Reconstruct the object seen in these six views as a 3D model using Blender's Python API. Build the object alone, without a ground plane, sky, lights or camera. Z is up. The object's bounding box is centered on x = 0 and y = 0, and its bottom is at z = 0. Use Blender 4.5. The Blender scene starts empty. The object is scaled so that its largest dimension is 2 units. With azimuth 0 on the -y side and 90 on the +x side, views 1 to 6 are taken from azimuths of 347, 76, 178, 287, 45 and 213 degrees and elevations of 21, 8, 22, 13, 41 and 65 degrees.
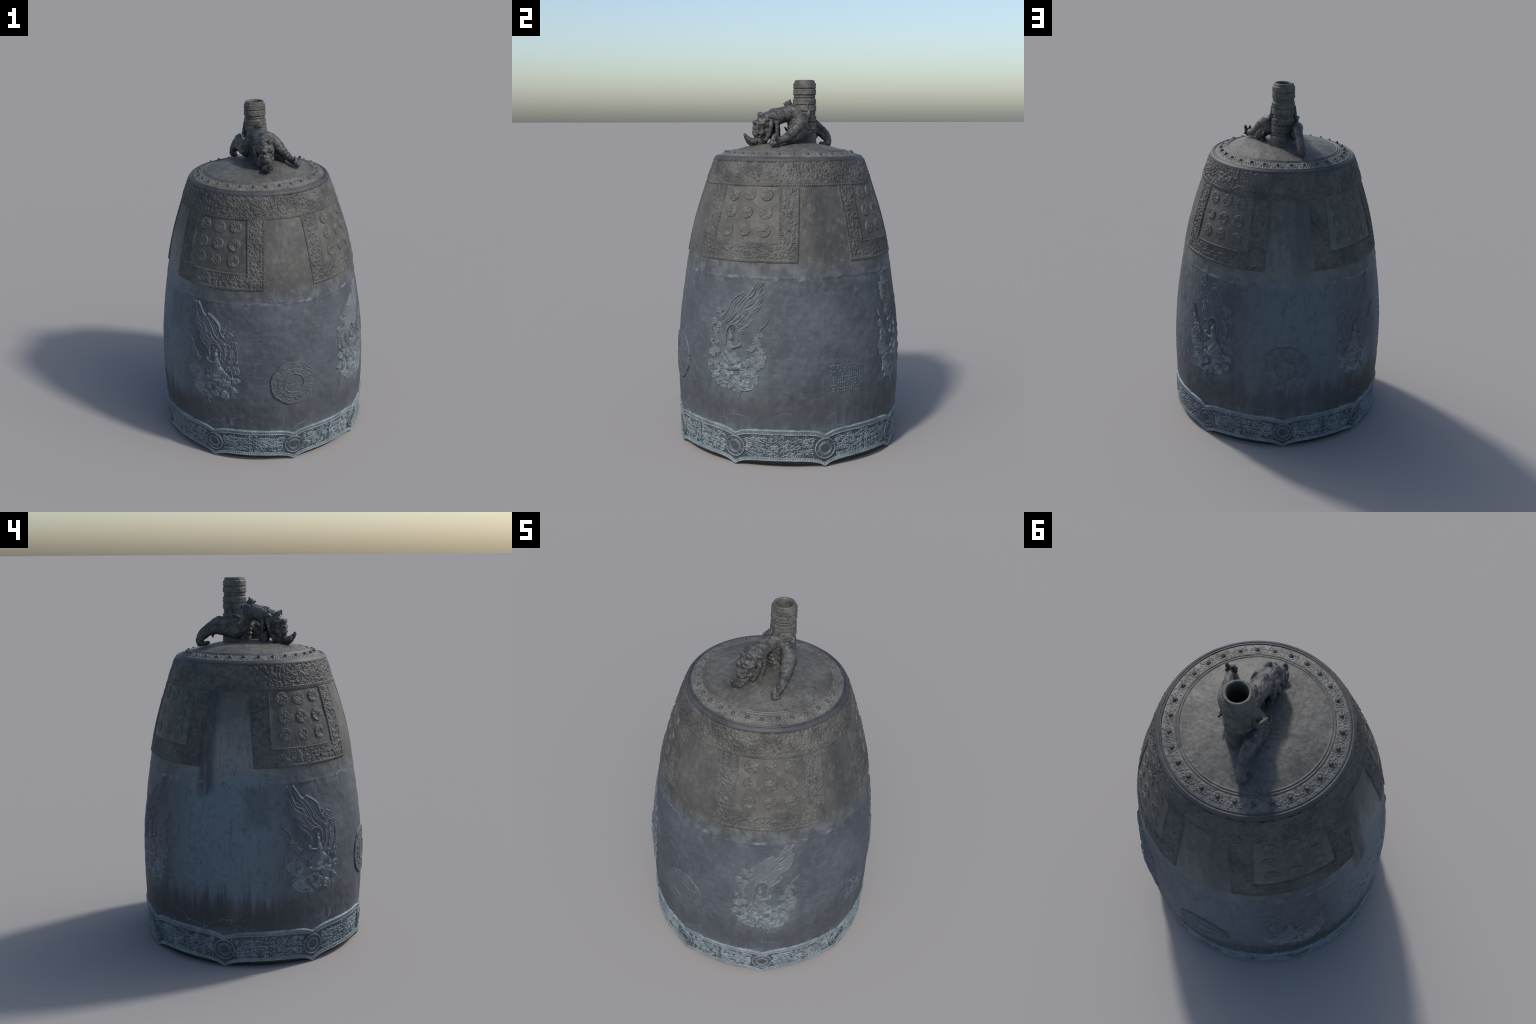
import bpy, math
import numpy as np
from mathutils import Matrix, Vector

RNG = np.random.default_rng(7)
rad = np.radians
col = bpy.context.scene.collection

# ------------------------------------------------------------------ helpers
def pchip(xk, yk):
    """monotone-ish cubic through profile control points"""
    xk = np.array(xk, float); yk = np.array(yk, float)
    m = np.gradient(yk, xk)
    def f(x):
        x = np.clip(x, xk[0], xk[-1])
        i = np.clip(np.searchsorted(xk, x) - 1, 0, len(xk) - 2)
        h = xk[i + 1] - xk[i]; t = (x - xk[i]) / h
        return ((2*t**3 - 3*t**2 + 1) * yk[i] + (t**3 - 2*t**2 + t) * h * m[i]
                + (-2*t**3 + 3*t**2) * yk[i + 1] + (t**3 - t**2) * h * m[i + 1])
    return f

def hash2(i, j, s):
    v = np.sin(i * 127.1 + j * 311.7 + s * 74.7) * 43758.5453
    return v - np.floor(v)

def vnoise(x, y, s=0):
    """smooth value noise, -1..1"""
    i = np.floor(x); j = np.floor(y); fx = x - i; fy = y - j
    fx = fx * fx * (3 - 2 * fx); fy = fy * fy * (3 - 2 * fy)
    a = hash2(i, j, s); b = hash2(i + 1, j, s); c = hash2(i, j + 1, s); d = hash2(i + 1, j + 1, s)
    return 2 * ((a * (1 - fx) + b * fx) * (1 - fy) + (c * (1 - fx) + d * fx) * fy) - 1

def fbm(x, y, s=0, o=3):
    return sum(vnoise(x * 2**k, y * 2**k, s + k) / 2**k for k in range(o))

def sstep(a, b, x):
    t = np.clip((x - a) / (b - a), 0, 1)
    return t * t * (3 - 2 * t)

def spline(pts, n=8):
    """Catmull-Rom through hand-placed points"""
    p = np.array(pts, float)
    q = np.vstack([2 * p[0] - p[1], p, 2 * p[-1] - p[-2]])
    out = []
    for k in range(1, len(q) - 2):
        for t in np.linspace(0, 1, n, endpoint=False):
            out.append(.5 * (2*q[k] + (q[k+1]-q[k-1])*t + (2*q[k-1]-5*q[k]+4*q[k+1]-q[k+2])*t*t
                             + (3*q[k]-q[k-1]-3*q[k+1]+q[k+2])*t**3))
    out.append(q[-2])
    return np.array(out)

def make_mesh(name, V, F, smooth=True):
    me = bpy.data.meshes.new(name)
    V = np.asarray(V, np.float32); F = np.asarray(F, np.int32)
    k = F.shape[1]
    me.vertices.add(len(V)); me.vertices.foreach_set("co", V.ravel())
    me.loops.add(F.size); me.loops.foreach_set("vertex_index", F.ravel())
    me.polygons.add(len(F))
    me.polygons.foreach_set("loop_start", np.arange(0, F.size, k, dtype=np.int32))
    me.polygons.foreach_set("loop_total", np.full(len(F), k, np.int32))
    me.update(calc_edges=True); me.validate()
    if smooth:
        me.polygons.foreach_set("use_smooth", np.ones(len(me.polygons), bool))
    return me

def add(name, me, parent, mat):
    ob = bpy.data.objects.new(name, me)
    col.objects.link(ob)
    ob.parent = parent
    if mat and not me.materials:
        me.materials.append(mat)
    return ob

def grid_faces(nu, nv, wrap=False):
    """vertex index = i*nv + j (i along u, j along v)"""
    i = np.arange(nu if wrap else nu - 1); j = np.arange(nv - 1)
    I, J = np.meshgrid(i, j, indexing='ij'); I2 = (I + 1) % nu
    return np.stack([I*nv+J, I2*nv+J, I2*nv+J+1, I*nv+J+1], -1).reshape(-1, 4)

# ------------------------------------------------------------ bell silhouette
prof = pchip([-.05, 0, .1, .2, .3, .45, .6, .8, 1.0, 1.15, 1.3, 1.4, 1.5, 1.575, 1.62],
             [.607, .607, .6078, .6150, .6205, .6220, .6180, .598, .5685, .5405, .5015, .469, .4355, .4075, .390])

def surf(az, z, off=0.0):
    """point on the bell wall: azimuth in degrees (0 = -y, 90 = +x), height, offset along the normal"""
    r = prof(z); dr = (prof(z + .002) - prof(z - .002)) / .004
    n = np.sqrt(1 + dr * dr); rr = r + off / n; zz = z - off * dr / n
    a = rad(az)
    sx, sy = lean_xy(zz)
    return np.stack([rr * np.sin(a) + sx, -rr * np.cos(a) + sy, zz + 0 * a], -1)

def lean_xy(z):
    """the casting leans a few millimetres"""
    k = (z - .65) / .95
    return -.0040 * k, .0042 * k

AXIS = 3.0                                   # lobe / medallion azimuth
def lobe_d(az):                              # degrees to nearest lobe tip
    d = np.abs((np.asarray(az) - AXIS + 22.5) % 45 - 22.5)
    return np.sqrt(d * d + .5) - .35
def rim_bottom(az):
    d = lobe_d(az)
    return .036 - .033 * np.exp(-d / 4.2) - .003*np.exp(-(d/1.2)**2)
def rim_top(az):
    d = lobe_d(az)
    return .203 - .032 * np.exp(-d / 3.8)

# ------------------------------------------------------------------ reliefs
class Relief:
    """height field in local metres; strokes, scrolls and domes are pressed into it"""
    def __init__(s, x0, x1, y0, y1, res, sink=-.004):
        s.x = np.arange(x0, x1 + res, res); s.y = np.arange(y0, y1 + res, res); s.res = res
        s.X, s.Y = np.meshgrid(s.x, s.y, indexing='ij')
        s.H = np.full(s.X.shape, sink); s.sink = sink
    def box(s, x0, x1, y0, y1):
        a = np.searchsorted(s.x, [x0, x1]); b = np.searchsorted(s.y, [y0, y1])
        return slice(a[0], a[1]), slice(b[0], b[1])
    def stroke(s, pts, w, h, base=0., taper=True):
        p = np.asarray(pts, float); n = len(p) - 1
        for k in range(n):
            t0 = k / n; ww = w * ((.45 + .55 * math.sin(math.pi * min(.95, .08 + t0))) if taper else 1)
            a, b = p[k], p[k + 1]
            bx = s.box(min(a[0], b[0]) - ww*1.3, max(a[0], b[0]) + ww*1.3, min(a[1], b[1]) - ww*1.3, max(a[1], b[1]) + ww*1.3)
            X = s.X[bx]; Y = s.Y[bx]
            if X.size == 0: continue
            d = b - a; L = d @ d + 1e-12
            t = np.clip(((X - a[0]) * d[0] + (Y - a[1]) * d[1]) / L, 0, 1)
            q = np.hypot(X - a[0] - t * d[0], Y - a[1] - t * d[1]) / ww
            hh = base + h * np.sqrt(np.clip(1 - q * q, 0, 1))
            s.H[bx] = np.where(q < 1, np.maximum(s.H[bx], hh), s.H[bx])
    def dome(s, cx, cy, rx, ry, h, base=0., rot=0., flat=.5):
        R = max(rx, ry); bx = s.box(cx - R, cx + R, cy - R, cy + R)
        X = s.X[bx] - cx; Y = s.Y[bx] - cy
        c, n = math.cos(rot), math.sin(rot)
        q = np.hypot((X*c + Y*n) / rx, (-X*n + Y*c) / ry)
        hh = base + h * np.clip(1 - q * q, 0, 1) ** flat
        s.H[bx] = np.where(q < 1, np.maximum(s.H[bx], hh), s.H[bx])
    def ring(s, cx, cy, r, w, h, base=0., a0=0., a1=6.2832, ry=None):
        t = np.linspace(a0, a1, max(8, int(abs(a1 - a0) * r / .003)))
        s.stroke(np.stack([cx + r*np.cos(t), cy + (ry or r)*np.sin(t)], -1), w, h, base, taper=False)
    def spiral(s, cx, cy, r, w, h, base=0., a0=0., turns=1.4, hand=1):
        t = np.linspace(0, 1, 22); rr = r * (1 - .85 * t); a = a0 + hand * turns * 6.2832 * t
        s.stroke(np.stack([cx + rr*np.cos(a), cy + rr*np.sin(a)], -1), w, h, base)
    def cloud(s, cx, cy, r, h, rng, base=0.):
        """curling cloud head: low dome, lobed outline, spiral inside"""
        s.dome(cx, cy, r*1.05, r*1.05, h*.35, base)
        k = rng.integers(3, 6); a0 = rng.uniform(0, 6.28)
        for i in range(k):
            a = a0 + i * 4.4 / k
            s.ring(cx + .62*r*math.cos(a), cy + .62*r*math.sin(a), r*.42, max(.0022, r*.13), h, base, a - 1.9, a + 1.9)
        s.spiral(cx, cy, r*.62, max(.0022, r*.14), h*1.05, base, a0 + 3, 1.1, rng.choice([-1, 1]))
    def wear(s, n=1, keep=None):
        """soften worn edges (small box blur)"""
        for _ in range(n):
            p = np.pad(s.H, 1, mode='edge')
            q = (p[:-2, 1:-1] + p[2:, 1:-1] + p[1:-1, :-2] + p[1:-1, 2:] + 2 * p[1:-1, 1:-1]) / 6
            s.H = q if keep is None else np.where(keep, s.H, q)
    def mesh(s, name, place, thr=0.0):
        hot = s.H > thr + 1e-6
        c = hot[:-1, :-1] | hot[1:, :-1] | hot[1:, 1:] | hot[:-1, 1:]
        F = grid_faces(*s.X.shape)[c.ravel()]
        used, inv = np.unique(F.ravel(), return_inverse=True)
        V = place(s.X.ravel()[used], s.Y.ravel()[used], s.H.ravel()[used])
        return make_mesh(name, V, inv.reshape(-1, 4))

def scroll_fill(R, inside, cell, w, h, base, seed, box, density=1.0):
    """vine scrolls: jittered spirals with leaf curls between them"""
    rng = np.random.default_rng(seed)
    x0, x1, y0, y1 = box
    ny = max(1, round((y1 - y0) / cell)); nx = max(1, round((x1 - x0) / cell))
    cy = (y1 - y0) / ny; cx = (x1 - x0) / nx
    for i in range(nx):
        for j in range(ny):
            x = x0 + (i + .5 + rng.uniform(-.22, .22)) * cx
            y = y0 + (j + .5 + rng.uniform(-.22, .22)) * cy
            if not inside(x, y): continue
            r = cell * rng.uniform(.36, .52); hd = rng.choice([-1, 1]); a0 = rng.uniform(0, 6.28)
            R.spiral(x, y, r, w * rng.uniform(.8, 1.25), h * rng.uniform(.7, 1.1), base, a0, rng.uniform(.8, 1.5), hd)
            for k in range(rng.integers(1, 4)):
                a = rng.uniform(0, 6.28); px = x + cell*.5*math.cos(a); py = y + cell*.5*math.sin(a)
                if inside(px, py):
                    if rng.random() < .5:
                        R.dome(px, py, cell*.22, cell*.11, h*rng.uniform(.6, 1), base, rng.uniform(0, 3.1))
                    else:
                        R.ring(px, py, cell*.2, w*.8, h*.8, base, a, a + rng.uniform(2, 4))

# ------------------------------------------------------------------ materials
class NT:
    def __init__(s, name):
        s.m = bpy.data.materials.new(name); s.m.use_nodes = True
        s.t = s.m.node_tree; s.n = s.t.nodes; s.l = s.t.links
        s.b = s.n["Principled BSDF"]
        s.tc = s.n.new("ShaderNodeTexCoord")
        s.obj = s.tc.outputs["Object"]
    def link(s, a, sock):
        if isinstance(a, (int, float)): sock.default_value = a
        elif isinstance(a, tuple): sock.default_value = (*a, 1) if len(sock.default_value) == 4 else a
        else: s.l.new(a, sock)
    def math(s, op, a, b=0., c=0., clamp=False):
        n = s.n.new("ShaderNodeMath"); n.operation = op; n.use_clamp = clamp
        for i, v in enumerate((a, b, c)): s.link(v, n.inputs[i])
        return n.outputs[0]
    def add(s, a, b): return s.math('ADD', a, b)
    def mul(s, a, b): return s.math('MULTIPLY', a, b)
    def ramp(s, x, a, b):
        n = s.n.new("ShaderNodeMapRange"); n.interpolation_type = 'SMOOTHSTEP'
        s.link(x, n.inputs[0]); n.inputs[1].default_value = a; n.inputs[2].default_value = b
        return n.outputs[0]
    def band(s, x, a, b, c, d): return s.mul(s.ramp(x, a, b), s.ramp(x, d, c))
    def map(s, scale, vec=None, loc=(0, 0, 0)):
        n = s.n.new("ShaderNodeMapping"); s.l.new(vec or s.obj, n.inputs[0])
        n.inputs["Scale"].default_value = scale; n.inputs["Location"].default_value = loc
        return n.outputs[0]
    def noise(s, scale, detail=4., rough=.55, vec=None, dist=0.):
        n = s.n.new("ShaderNodeTexNoise"); s.l.new(vec or s.obj, n.inputs["Vector"])
        n.inputs["Scale"].default_value = scale; n.inputs["Detail"].default_value = detail
        n.inputs["Roughness"].default_value = rough; n.inputs["Distortion"].default_value = dist
        return n.outputs["Fac"]
    def voro(s, scale, feat='F1', vec=None):
        n = s.n.new("ShaderNodeTexVoronoi"); n.feature = feat; s.l.new(vec or s.obj, n.inputs["Vector"])
        n.inputs["Scale"].default_value = scale
        return n.outputs["Distance"]
    def mix(s, f, a, b, mode='MIX'):
        n = s.n.new("ShaderNodeMix"); n.data_type = 'RGBA'; n.blend_type = mode
        s.link(f, n.inputs[0]); s.link(a, n.inputs[6]); s.link(b, n.inputs[7])
        return n.outputs[2]
    def finish(s, color, rough=.62, bump=None, bstr=.4, bdist=.003, spec=.35, metal=0.):
        s.link(color, s.b.inputs["Base Color"]); s.link(rough, s.b.inputs["Roughness"])
        s.b.inputs["Specular IOR Level"].default_value = spec; s.b.inputs["Metallic"].default_value = metal
        if bump is not None:
            n = s.n.new("ShaderNodeBump"); n.inputs["Strength"].default_value = bstr
            n.inputs["Distance"].default_value = bdist; s.l.new(bump, n.inputs["Height"])
            s.l.new(n.outputs[0], s.b.inputs["Normal"])
        return s.m

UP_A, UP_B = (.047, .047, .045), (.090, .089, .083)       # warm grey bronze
LO_A, LO_B = (.043, .050, .062), (.074, .084, .101)       # slate bronze
TEAL = (.106, .148, .182)
PALE = (.19, .22, .245)
DARK = (.045, .043, .045)

def mat_warm(name, a=UP_A, b=UP_B, grain=160, tint=.35, rough=.60, spec=.35):
    N = NT(name)
    big = N.noise(7, 5, .6); fine = N.noise(grain, 3, .6)
    c = N.mix(N.ramp(big, .3, .72), a, b)
    c = N.mix(N.mul(N.ramp(fine, .5, .75), .3), c, tuple(min(1, v*1.5) for v in b))
    c = N.mix(N.mul(N.ramp(fine, .46, .30), .45), c, tuple(v*.5 for v in a))  # dark noise pits painted for the shading in relief recesses
    mid = N.noise(42, 5, .68)
    c = N.mix(N.mul(N.ramp(mid, .48, .36), .5), c, tuple(v*.6 for v in a))
    c = N.mix(N.mul(N.ramp(mid, .54, .68), .4), c, tuple(v*1.3 for v in b))
    c = N.mix(N.mul(N.ramp(N.noise(11, 5, .65, N.map((1, 1, 1), loc=(3, 1, 2))), .52, .72), tint), c, (.066, .086, .088))
    return N.finish(c, rough, fine, .3, .002, spec)

def mat_body():
    N = NT("weathered_bell_bronze")
    sp = N.n.new("ShaderNodeSeparateXYZ"); N.l.new(N.obj, sp.inputs[0])
    x, y, z = sp.outputs
    az = N.math('ARCTAN2', x, N.mul(y, -1.0))                       # radians, 0 = -y
    def near(deg, w0, w1):                                        # angular window: 1 inside w0, 0 beyond w1
        a = math.radians(deg)
        d = N.math('ABSOLUTE', N.math('WRAP', N.math('SUBTRACT', az, a), math.pi, -math.pi))
        return N.ramp(d, math.radians(w1), math.radians(w0))
    n_big = N.noise(3.5, 5, .6); n_mid = N.noise(14, 6, .62); n_fine = N.noise(120, 3, .6)
    streak = N.noise(1, 5, .6, N.map((22, 22, 1.6)))                # vertical runs
    streak2 = N.noise(1, 5, .65, N.map((60, 60, 3.0), loc=(5, 2, 1)))
    horiz = N.noise(1, 5, .7, N.map((4, 4, 90)))                    # brushed horizontal marks
    wob = N.mul(N.add(n_mid, -.5), .12)
    zz = N.add(z, wob)
    up = N.mix(N.ramp(n_big, .3, .7), UP_A, UP_B)
    up = N.mix(N.mul(N.ramp(streak, .52, .7), .45), up, (.098, .099, .096))
    up = N.mix(N.mul(N.ramp(n_mid, .50, .70), .35), up, (.060, .059, .056))
    lo = N.mix(N.ramp(n_big, .3, .7), LO_A, LO_B)
    lo = N.mix(N.mul(N.ramp(horiz, .5, .75), .4), lo, (.100, .110, .130))
    lo = N.mix(N.mul(N.ramp(n_mid, .56, .75), .35), lo, (.056, .054, .058))
    # bluer wall away from the weather side, still warm slate towards it
    # upper / lower division along the casting seam
    low_m = N.ramp(N.add(zz, N.mul(N.add(streak, -.5), .16)), 1.10, .955)
    c = N.mix(low_m, up, lo)
    # greenish-blue patina runs
    side = N.add(near(274, 12, 40), N.mul(near(190, 10, 42), .6))
    side = N.math('MINIMUM', side, 1.0)
    pat = N.mul(side, N.band(N.add(z, N.mul(N.add(streak, -.5), .5)), .30, .42, 1.05, 1.45))
    pat = N.mul(pat, N.ramp(streak2, .18, .52))
    c = N.mix(N.mul(pat, .86), c, N.mix(N.ramp(z, .95, 1.1), TEAL, (.165, .178, .182)))
    pd = N.mul(near(318.9, 17, 20), N.band(z, 1.15, 1.17, 1.44, 1.45))
    c = N.mix(N.mul(pd, N.mul(N.ramp(n_mid, .25, .6), .45)), c, (.046, .050, .046))
    for deg in (4.3, 94.6, 184.5):
        f = N.mul(near(deg, 12, 15), N.band(z, 1.03, 1.14, 1.45, 1.46))
        c = N.mix(N.mul(f, N.mul(N.ramp(streak, .30, .62), .42)), c, (.044, .045, .046))
    blot = N.noise(26, 8, .72)
    c = N.mix(N.mul(N.ramp(blot, .50, .66), .45), c, N.mix(low_m, (.135, .134, .124), (.100, .114, .131)))
    c = N.mix(N.mul(N.ramp(blot, .48, .34), .5), c, N.mix(low_m, (.058, .057, .054), (.038, .043, .053)))
    # blotches of patina below the panels and above the mouth
    blo = N.mul(N.band(z, .93, .98, 1.03, 1.10), N.ramp(n_mid, .46, .66))
    c = N.mix(N.mul(blo, .40), c, (.125, .146, .160))
    foot = N.mul(N.band(z, .10, .17, .20, .30), N.ramp(streak, .42, .68))
    c = N.mix(N.mul(foot, .6), c, TEAL)
    # dark scorched belt with ragged top
    belt = N.ramp(N.add(z, N.mul(N.add(streak, -.5), .35)), .46, .30)
    bw = N.add(.45, N.mul(near(262, 30, 60), .45))
    c = N.mix(N.mul(N.mul(belt, N.ramp(z, .17, .24)), bw), c, (.036, .036, .039))
    # dark rain streaks on the plain fields
    def run(deg, w, z0, z1, k):
        return N.mul(N.mul(near(deg, w*.35, w), N.band(N.add(z, N.mul(N.add(streak2, -.5), .2)), z0, z0+.08, z1-.05, z1)), k)
    for r in (run(263, 6.5, .90, 1.60, .85), run(93, 7, 1.05, 1.52, .5), run(192, 8, 1.0, 1.52, .45),
              run(290, 9, .72, 1.0, .4), run(312, 7, .62, 1.0, .45), run(333, 6, .25, .6, .3)):
        c = N.mix(N.mul(r, N.ramp(streak2, .2, .55)), c, (.028, .031, .038))
    # chalky flecks along the casting seam
    seam_z = N.add(z, N.mul(N.add(N.noise(9, 3, .5), -.5), .035))
    seam = N.mul(N.band(seam_z, .972, .982, .988, .998), N.ramp(N.noise(10, 5, .75), .50, .64))
    c = N.mix(N.mul(seam, .55), c, PALE)
    # hairline cracks near the mouth
    cv = N.n.new("ShaderNodeVectorMath"); cv.operation = 'ADD'; N.l.new(N.obj, cv.inputs[0])
    nv = N.n.new("ShaderNodeTexNoise"); nv.inputs["Scale"].default_value = 9; N.l.new(N.obj, nv.inputs["Vector"])
    sc = N.n.new("ShaderNodeVectorMath"); sc.operation = 'SCALE'; sc.inputs["Scale"].default_value = .12
    N.l.new(nv.outputs["Color"], sc.inputs[0]); N.l.new(sc.outputs[0], cv.inputs[1])
    cr = N.ramp(N.voro(5.5, 'DISTANCE_TO_EDGE', cv.outputs[0]), .014, .004)
    cr = N.mul(N.mul(cr, N.band(z, .19, .21, .27, .33)), N.ramp(N.noise(4, 2, .5), .44, .56))
    c = N.mix(N.mul(cr, .55), c, (.135, .15, .165))
    for deg in (319, 47.8, 140.5, 226):
        bl = N.mul(N.mul(near(deg, 8, 19), N.band(N.add(z, wob), .30, .44, .52, .80)), N.ramp(n_mid, .40, .62))
        c = N.mix(N.mul(bl, .38), c, (.110, .150, .165))
    # specks and pits
    sp1 = N.mul(N.ramp(N.noise(75, 2, .5), .68, .76), N.ramp(n_mid, .35, .6))
    c = N.mix(N.mul(sp1, .5), c, (.145, .160, .178))
    c = N.mix(N.mul(N.ramp(N.noise(45, 4, .7), .56, .72), .35), c, (.034, .037, .044))
    sp2 = N.ramp(N.voro(26), .09, .03)
    c = N.mix(N.mul(sp2, N.mul(N.ramp(n_big, .45, .6), .5)), c, (.04, .04, .045))
    hgt = N.add(N.mul(n_fine, .5), N.mul(n_mid, 1.2))
    return N.finish(c, .60, hgt, .35, .004, .35)

def mat_patina(name, ground, raised, amt, lowz=None, scale=24):
    """lower reliefs: slate metal with verdigris; with lowz the verdigris gathers below that height"""
    N = NT(name)
    sp = N.n.new("ShaderNodeSeparateXYZ"); N.l.new(N.obj, sp.inputs[0])
    m = N.ramp(N.noise(scale, 6, .65), .36, .66)
    if lowz is not None:
        m = N.mul(m, N.ramp(N.add(sp.outputs[2], N.mul(N.add(N.noise(9, 4, .6), -.5), .35)), lowz + .10, lowz - .08))
    c = N.mix(N.mul(m, amt), ground, raised)
    f = N.noise(170, 3, .6)
    c = N.mix(N.mul(N.ramp(f, .5, .75), .3), c, tuple(v * 1.35 for v in raised))
    return N.finish(c, .6, f, .3, .002, .4)

M_body = mat_body()
M_shoulder = mat_warm("shoulder_band_bronze", (.038, .038, .037), (.094, .092, .086), 120)  # this and the frame colour lowered to include baked occlusion shading
M_frame = mat_warm("panel_frame_bronze", (.042, .043, .043), (.094, .093, .089), 110, .5)
M_boss = mat_warm("boss_bronze", (.054, .054, .051), (.096, .095, .088))
M_crown = mat_warm("crown_plate_bronze", (.052, .052, .049), (.106, .104, .096), 70, .4, .60, .35)
M_border = mat_warm("flame_border_bronze", (.072, .071, .066), (.135, .132, .122), 130, .25, .6, .35)
M_edge = mat_warm("crown_moulding_bronze", (.028, .030, .034), (.056, .058, .062), 200, .2, .56, .35)
M_stud = mat_warm("stud_bronze", (.040, .044, .050), (.070, .074, .080))
def mat_tube():
    N = NT("tube_bronze")
    big = N.noise(16, 5, .6); mid = N.noise(55, 4, .65); fine = N.noise(140, 3, .6)
    c = N.mix(N.ramp(big, .35, .65), (.048, .048, .045), (.096, .094, .084))
    c = N.mix(N.mul(N.ramp(mid, .52, .68), .5), c, (.130, .127, .110))
    c = N.mix(N.mul(N.ramp(mid, .46, .34), .55), c, (.026, .027, .029))
    return N.finish(c, .6, fine, .4, .003, .35)
M_tube = mat_tube()
def mat_dragon():
    N = NT("dragon_bronze")
    big = N.noise(22, 5, .62); mid = N.noise(60, 4, .65); fine = N.noise(150, 3, .6)
    c = N.mix(N.ramp(big, .38, .62), (.028, .030, .034), (.074, .073, .068))
    c = N.mix(N.mul(N.ramp(mid, .52, .68), .6), c, (.130, .128, .115))
    c = N.mix(N.mul(N.ramp(mid, .46, .34), .6), c, (.016, .018, .022))
    return N.finish(c, .55, fine, .3, .002, .4)
M_dragon = mat_dragon()
M_relief = mat_patina("relief_bronze", (.086, .094, .109), (.148, .192, .208), .85, .55)
M_medal = mat_patina("medallion_bronze", (.054, .060, .072), (.078, .092, .108), .6)
M_medal_green = mat_patina("medallion_patina", (.056, .070, .085), (.090, .118, .140), .8)
M_rimground = mat_patina("rim_ground_patina", (.030, .041, .050), (.060, .082, .096), .6)
M_rimline = mat_patina("rim_relief_patina", (.098, .124, .142), (.178, .214, .236), .9, None, 14)
M_rimdisc = mat_patina("rim_disc_patina", (.034, .039, .047), (.060, .072, .085), .5)
M_rosette = mat_patina("rosette_patina", (.050, .058, .072), (.092, .112, .132), .7)
M_under = mat_warm("underside_bronze", (.016, .017, .018), (.030, .031, .033))  # near-black base colour: shadow beneath the lip painted into the metal
M_glyph = mat_patina("inscription_bronze", (.084, .108, .132), (.112, .150, .178), .6)

# ------------------------------------------------------------------ the bell
bell = bpy.data.objects.new("temple_bell", None)
col.objects.link(bell)
bell["label"] = "large weathered bronze temple bell with dragon handle and sound tube"
bell["category"] = "bell"

# --- wall: outer skin, hollow inside
def build_body():
    naz, nz = 760, 300
    az = np.linspace(0, 360, naz, endpoint=False)
    z = np.linspace(.075, 1.572, nz)
    A, Zg = np.meshgrid(az, z, indexing='ij')
    off = .0016 * fbm(A / 9., Zg * 9, 3) + .0010 * fbm(A / 2.2, Zg * 30, 9)
    # wrap the noise seam
    wgt = sstep(345, 360, A)
    off = off * (1 - wgt) + wgt * (.0016 * fbm((A - 360) / 9., Zg * 9, 3) + .0010 * fbm((A - 360) / 2.2, Zg * 30, 9))
    # casting seam: shallow irregular ledge
    sz = .985 + .010 * vnoise(A / 14., 0 * A, 5) + .004 * vnoise(A / 3., 0 * A, 6)
    off += .0025 * np.exp(-((Zg - sz) / .006) ** 2) * (.35 + .65 * (vnoise(A / 5., 0 * A + 3, 8) > -.1))
    off += .0016 * sstep(-.004, .004, Zg - sz)
    # casting pits
    rng = np.random.default_rng(4)
    for k in range(70):
        a = rng.uniform(0, 360); zc = rng.uniform(.3, 1.4); s = rng.uniform(.004, .008)
        d2 = ((((A - a + 180) % 360 - 180) * .0105) ** 2 + (Zg - zc) ** 2) / s ** 2
        off -= rng.uniform(.001, .003) * np.exp(-d2)
    Vo = surf(A, Zg, off).reshape(-1, 3)
    zi = np.linspace(1.50, .06, 40)
    Ai, Zi = np.meshgrid(az, zi, indexing='ij')
    Vi = surf(Ai, Zi, -.055).reshape(-1, 3)
    F = grid_faces(naz, nz, True)
    Fi = grid_faces(naz, 40, True) + len(Vo)
    V = np.vstack([Vo, Vi])
    # close the hollow under the crown
    me = make_mesh("bell_body", V, np.vstack([F, Fi]))
    return add("bell_body", me, bell, M_body)
build_body()

# --- shoulder band
def build_shoulder():
    W = 2 * math.pi * .44
    R = Relief(0, W, 1.441, 1.568, .0021)
    R.H[:] = .0045
    s = W / 360
    for e in (-1, 0, 1):
        pass
    scroll_fill(R, lambda x, y: 1.462 < y < 1.566, .026, .0036, .0058, .0030, 11, (0, W, 1.460, 1.567))
    scroll_fill(R, lambda x, y: 1.462 < y < 1.566, .036, .0040, .0062, .0030, 12, (0, W, 1.463, 1.565))
    R.wear(2)
    R.H = .0035 + (R.H - .0035) * .85 + .0017 * fbm(R.X * 100, R.Y * 100, 2) + .0010 * fbm(R.X * 200, R.Y * 200, 3, 2)
    band = R.Y < 1.459
    R.H[band] = .0045
    n = int(W / .0105)
    ph = (R.X / W * n) % 1
    bead = np.clip(1 - ((ph - .5) / .36) ** 2, 0, 1) ** .5 * sstep(1.4445, 1.4465, R.Y) * sstep(1.4565, 1.4545, R.Y)
    amp = .5 + .5 * vnoise(R.X * 4, 0 * R.X, 4)
    R.H[band] += (.0040 * bead * (.35 + .65 * np.clip(amp, 0, 1)))[band]
    lip = np.abs(R.Y - 1.4588) < .0022
    R.H[lip] = .0075
    R.H[:, 0] = -.003
    R.H[-1] = R.H[0]; R.H[-2] = R.H[0]
    me = R.mesh("shoulder_band", lambda x, y, h: surf(x / W * 360, y, h), thr=-1)
    add("shoulder_band", me, bell, M_shoulder)
build_shoulder()

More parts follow.
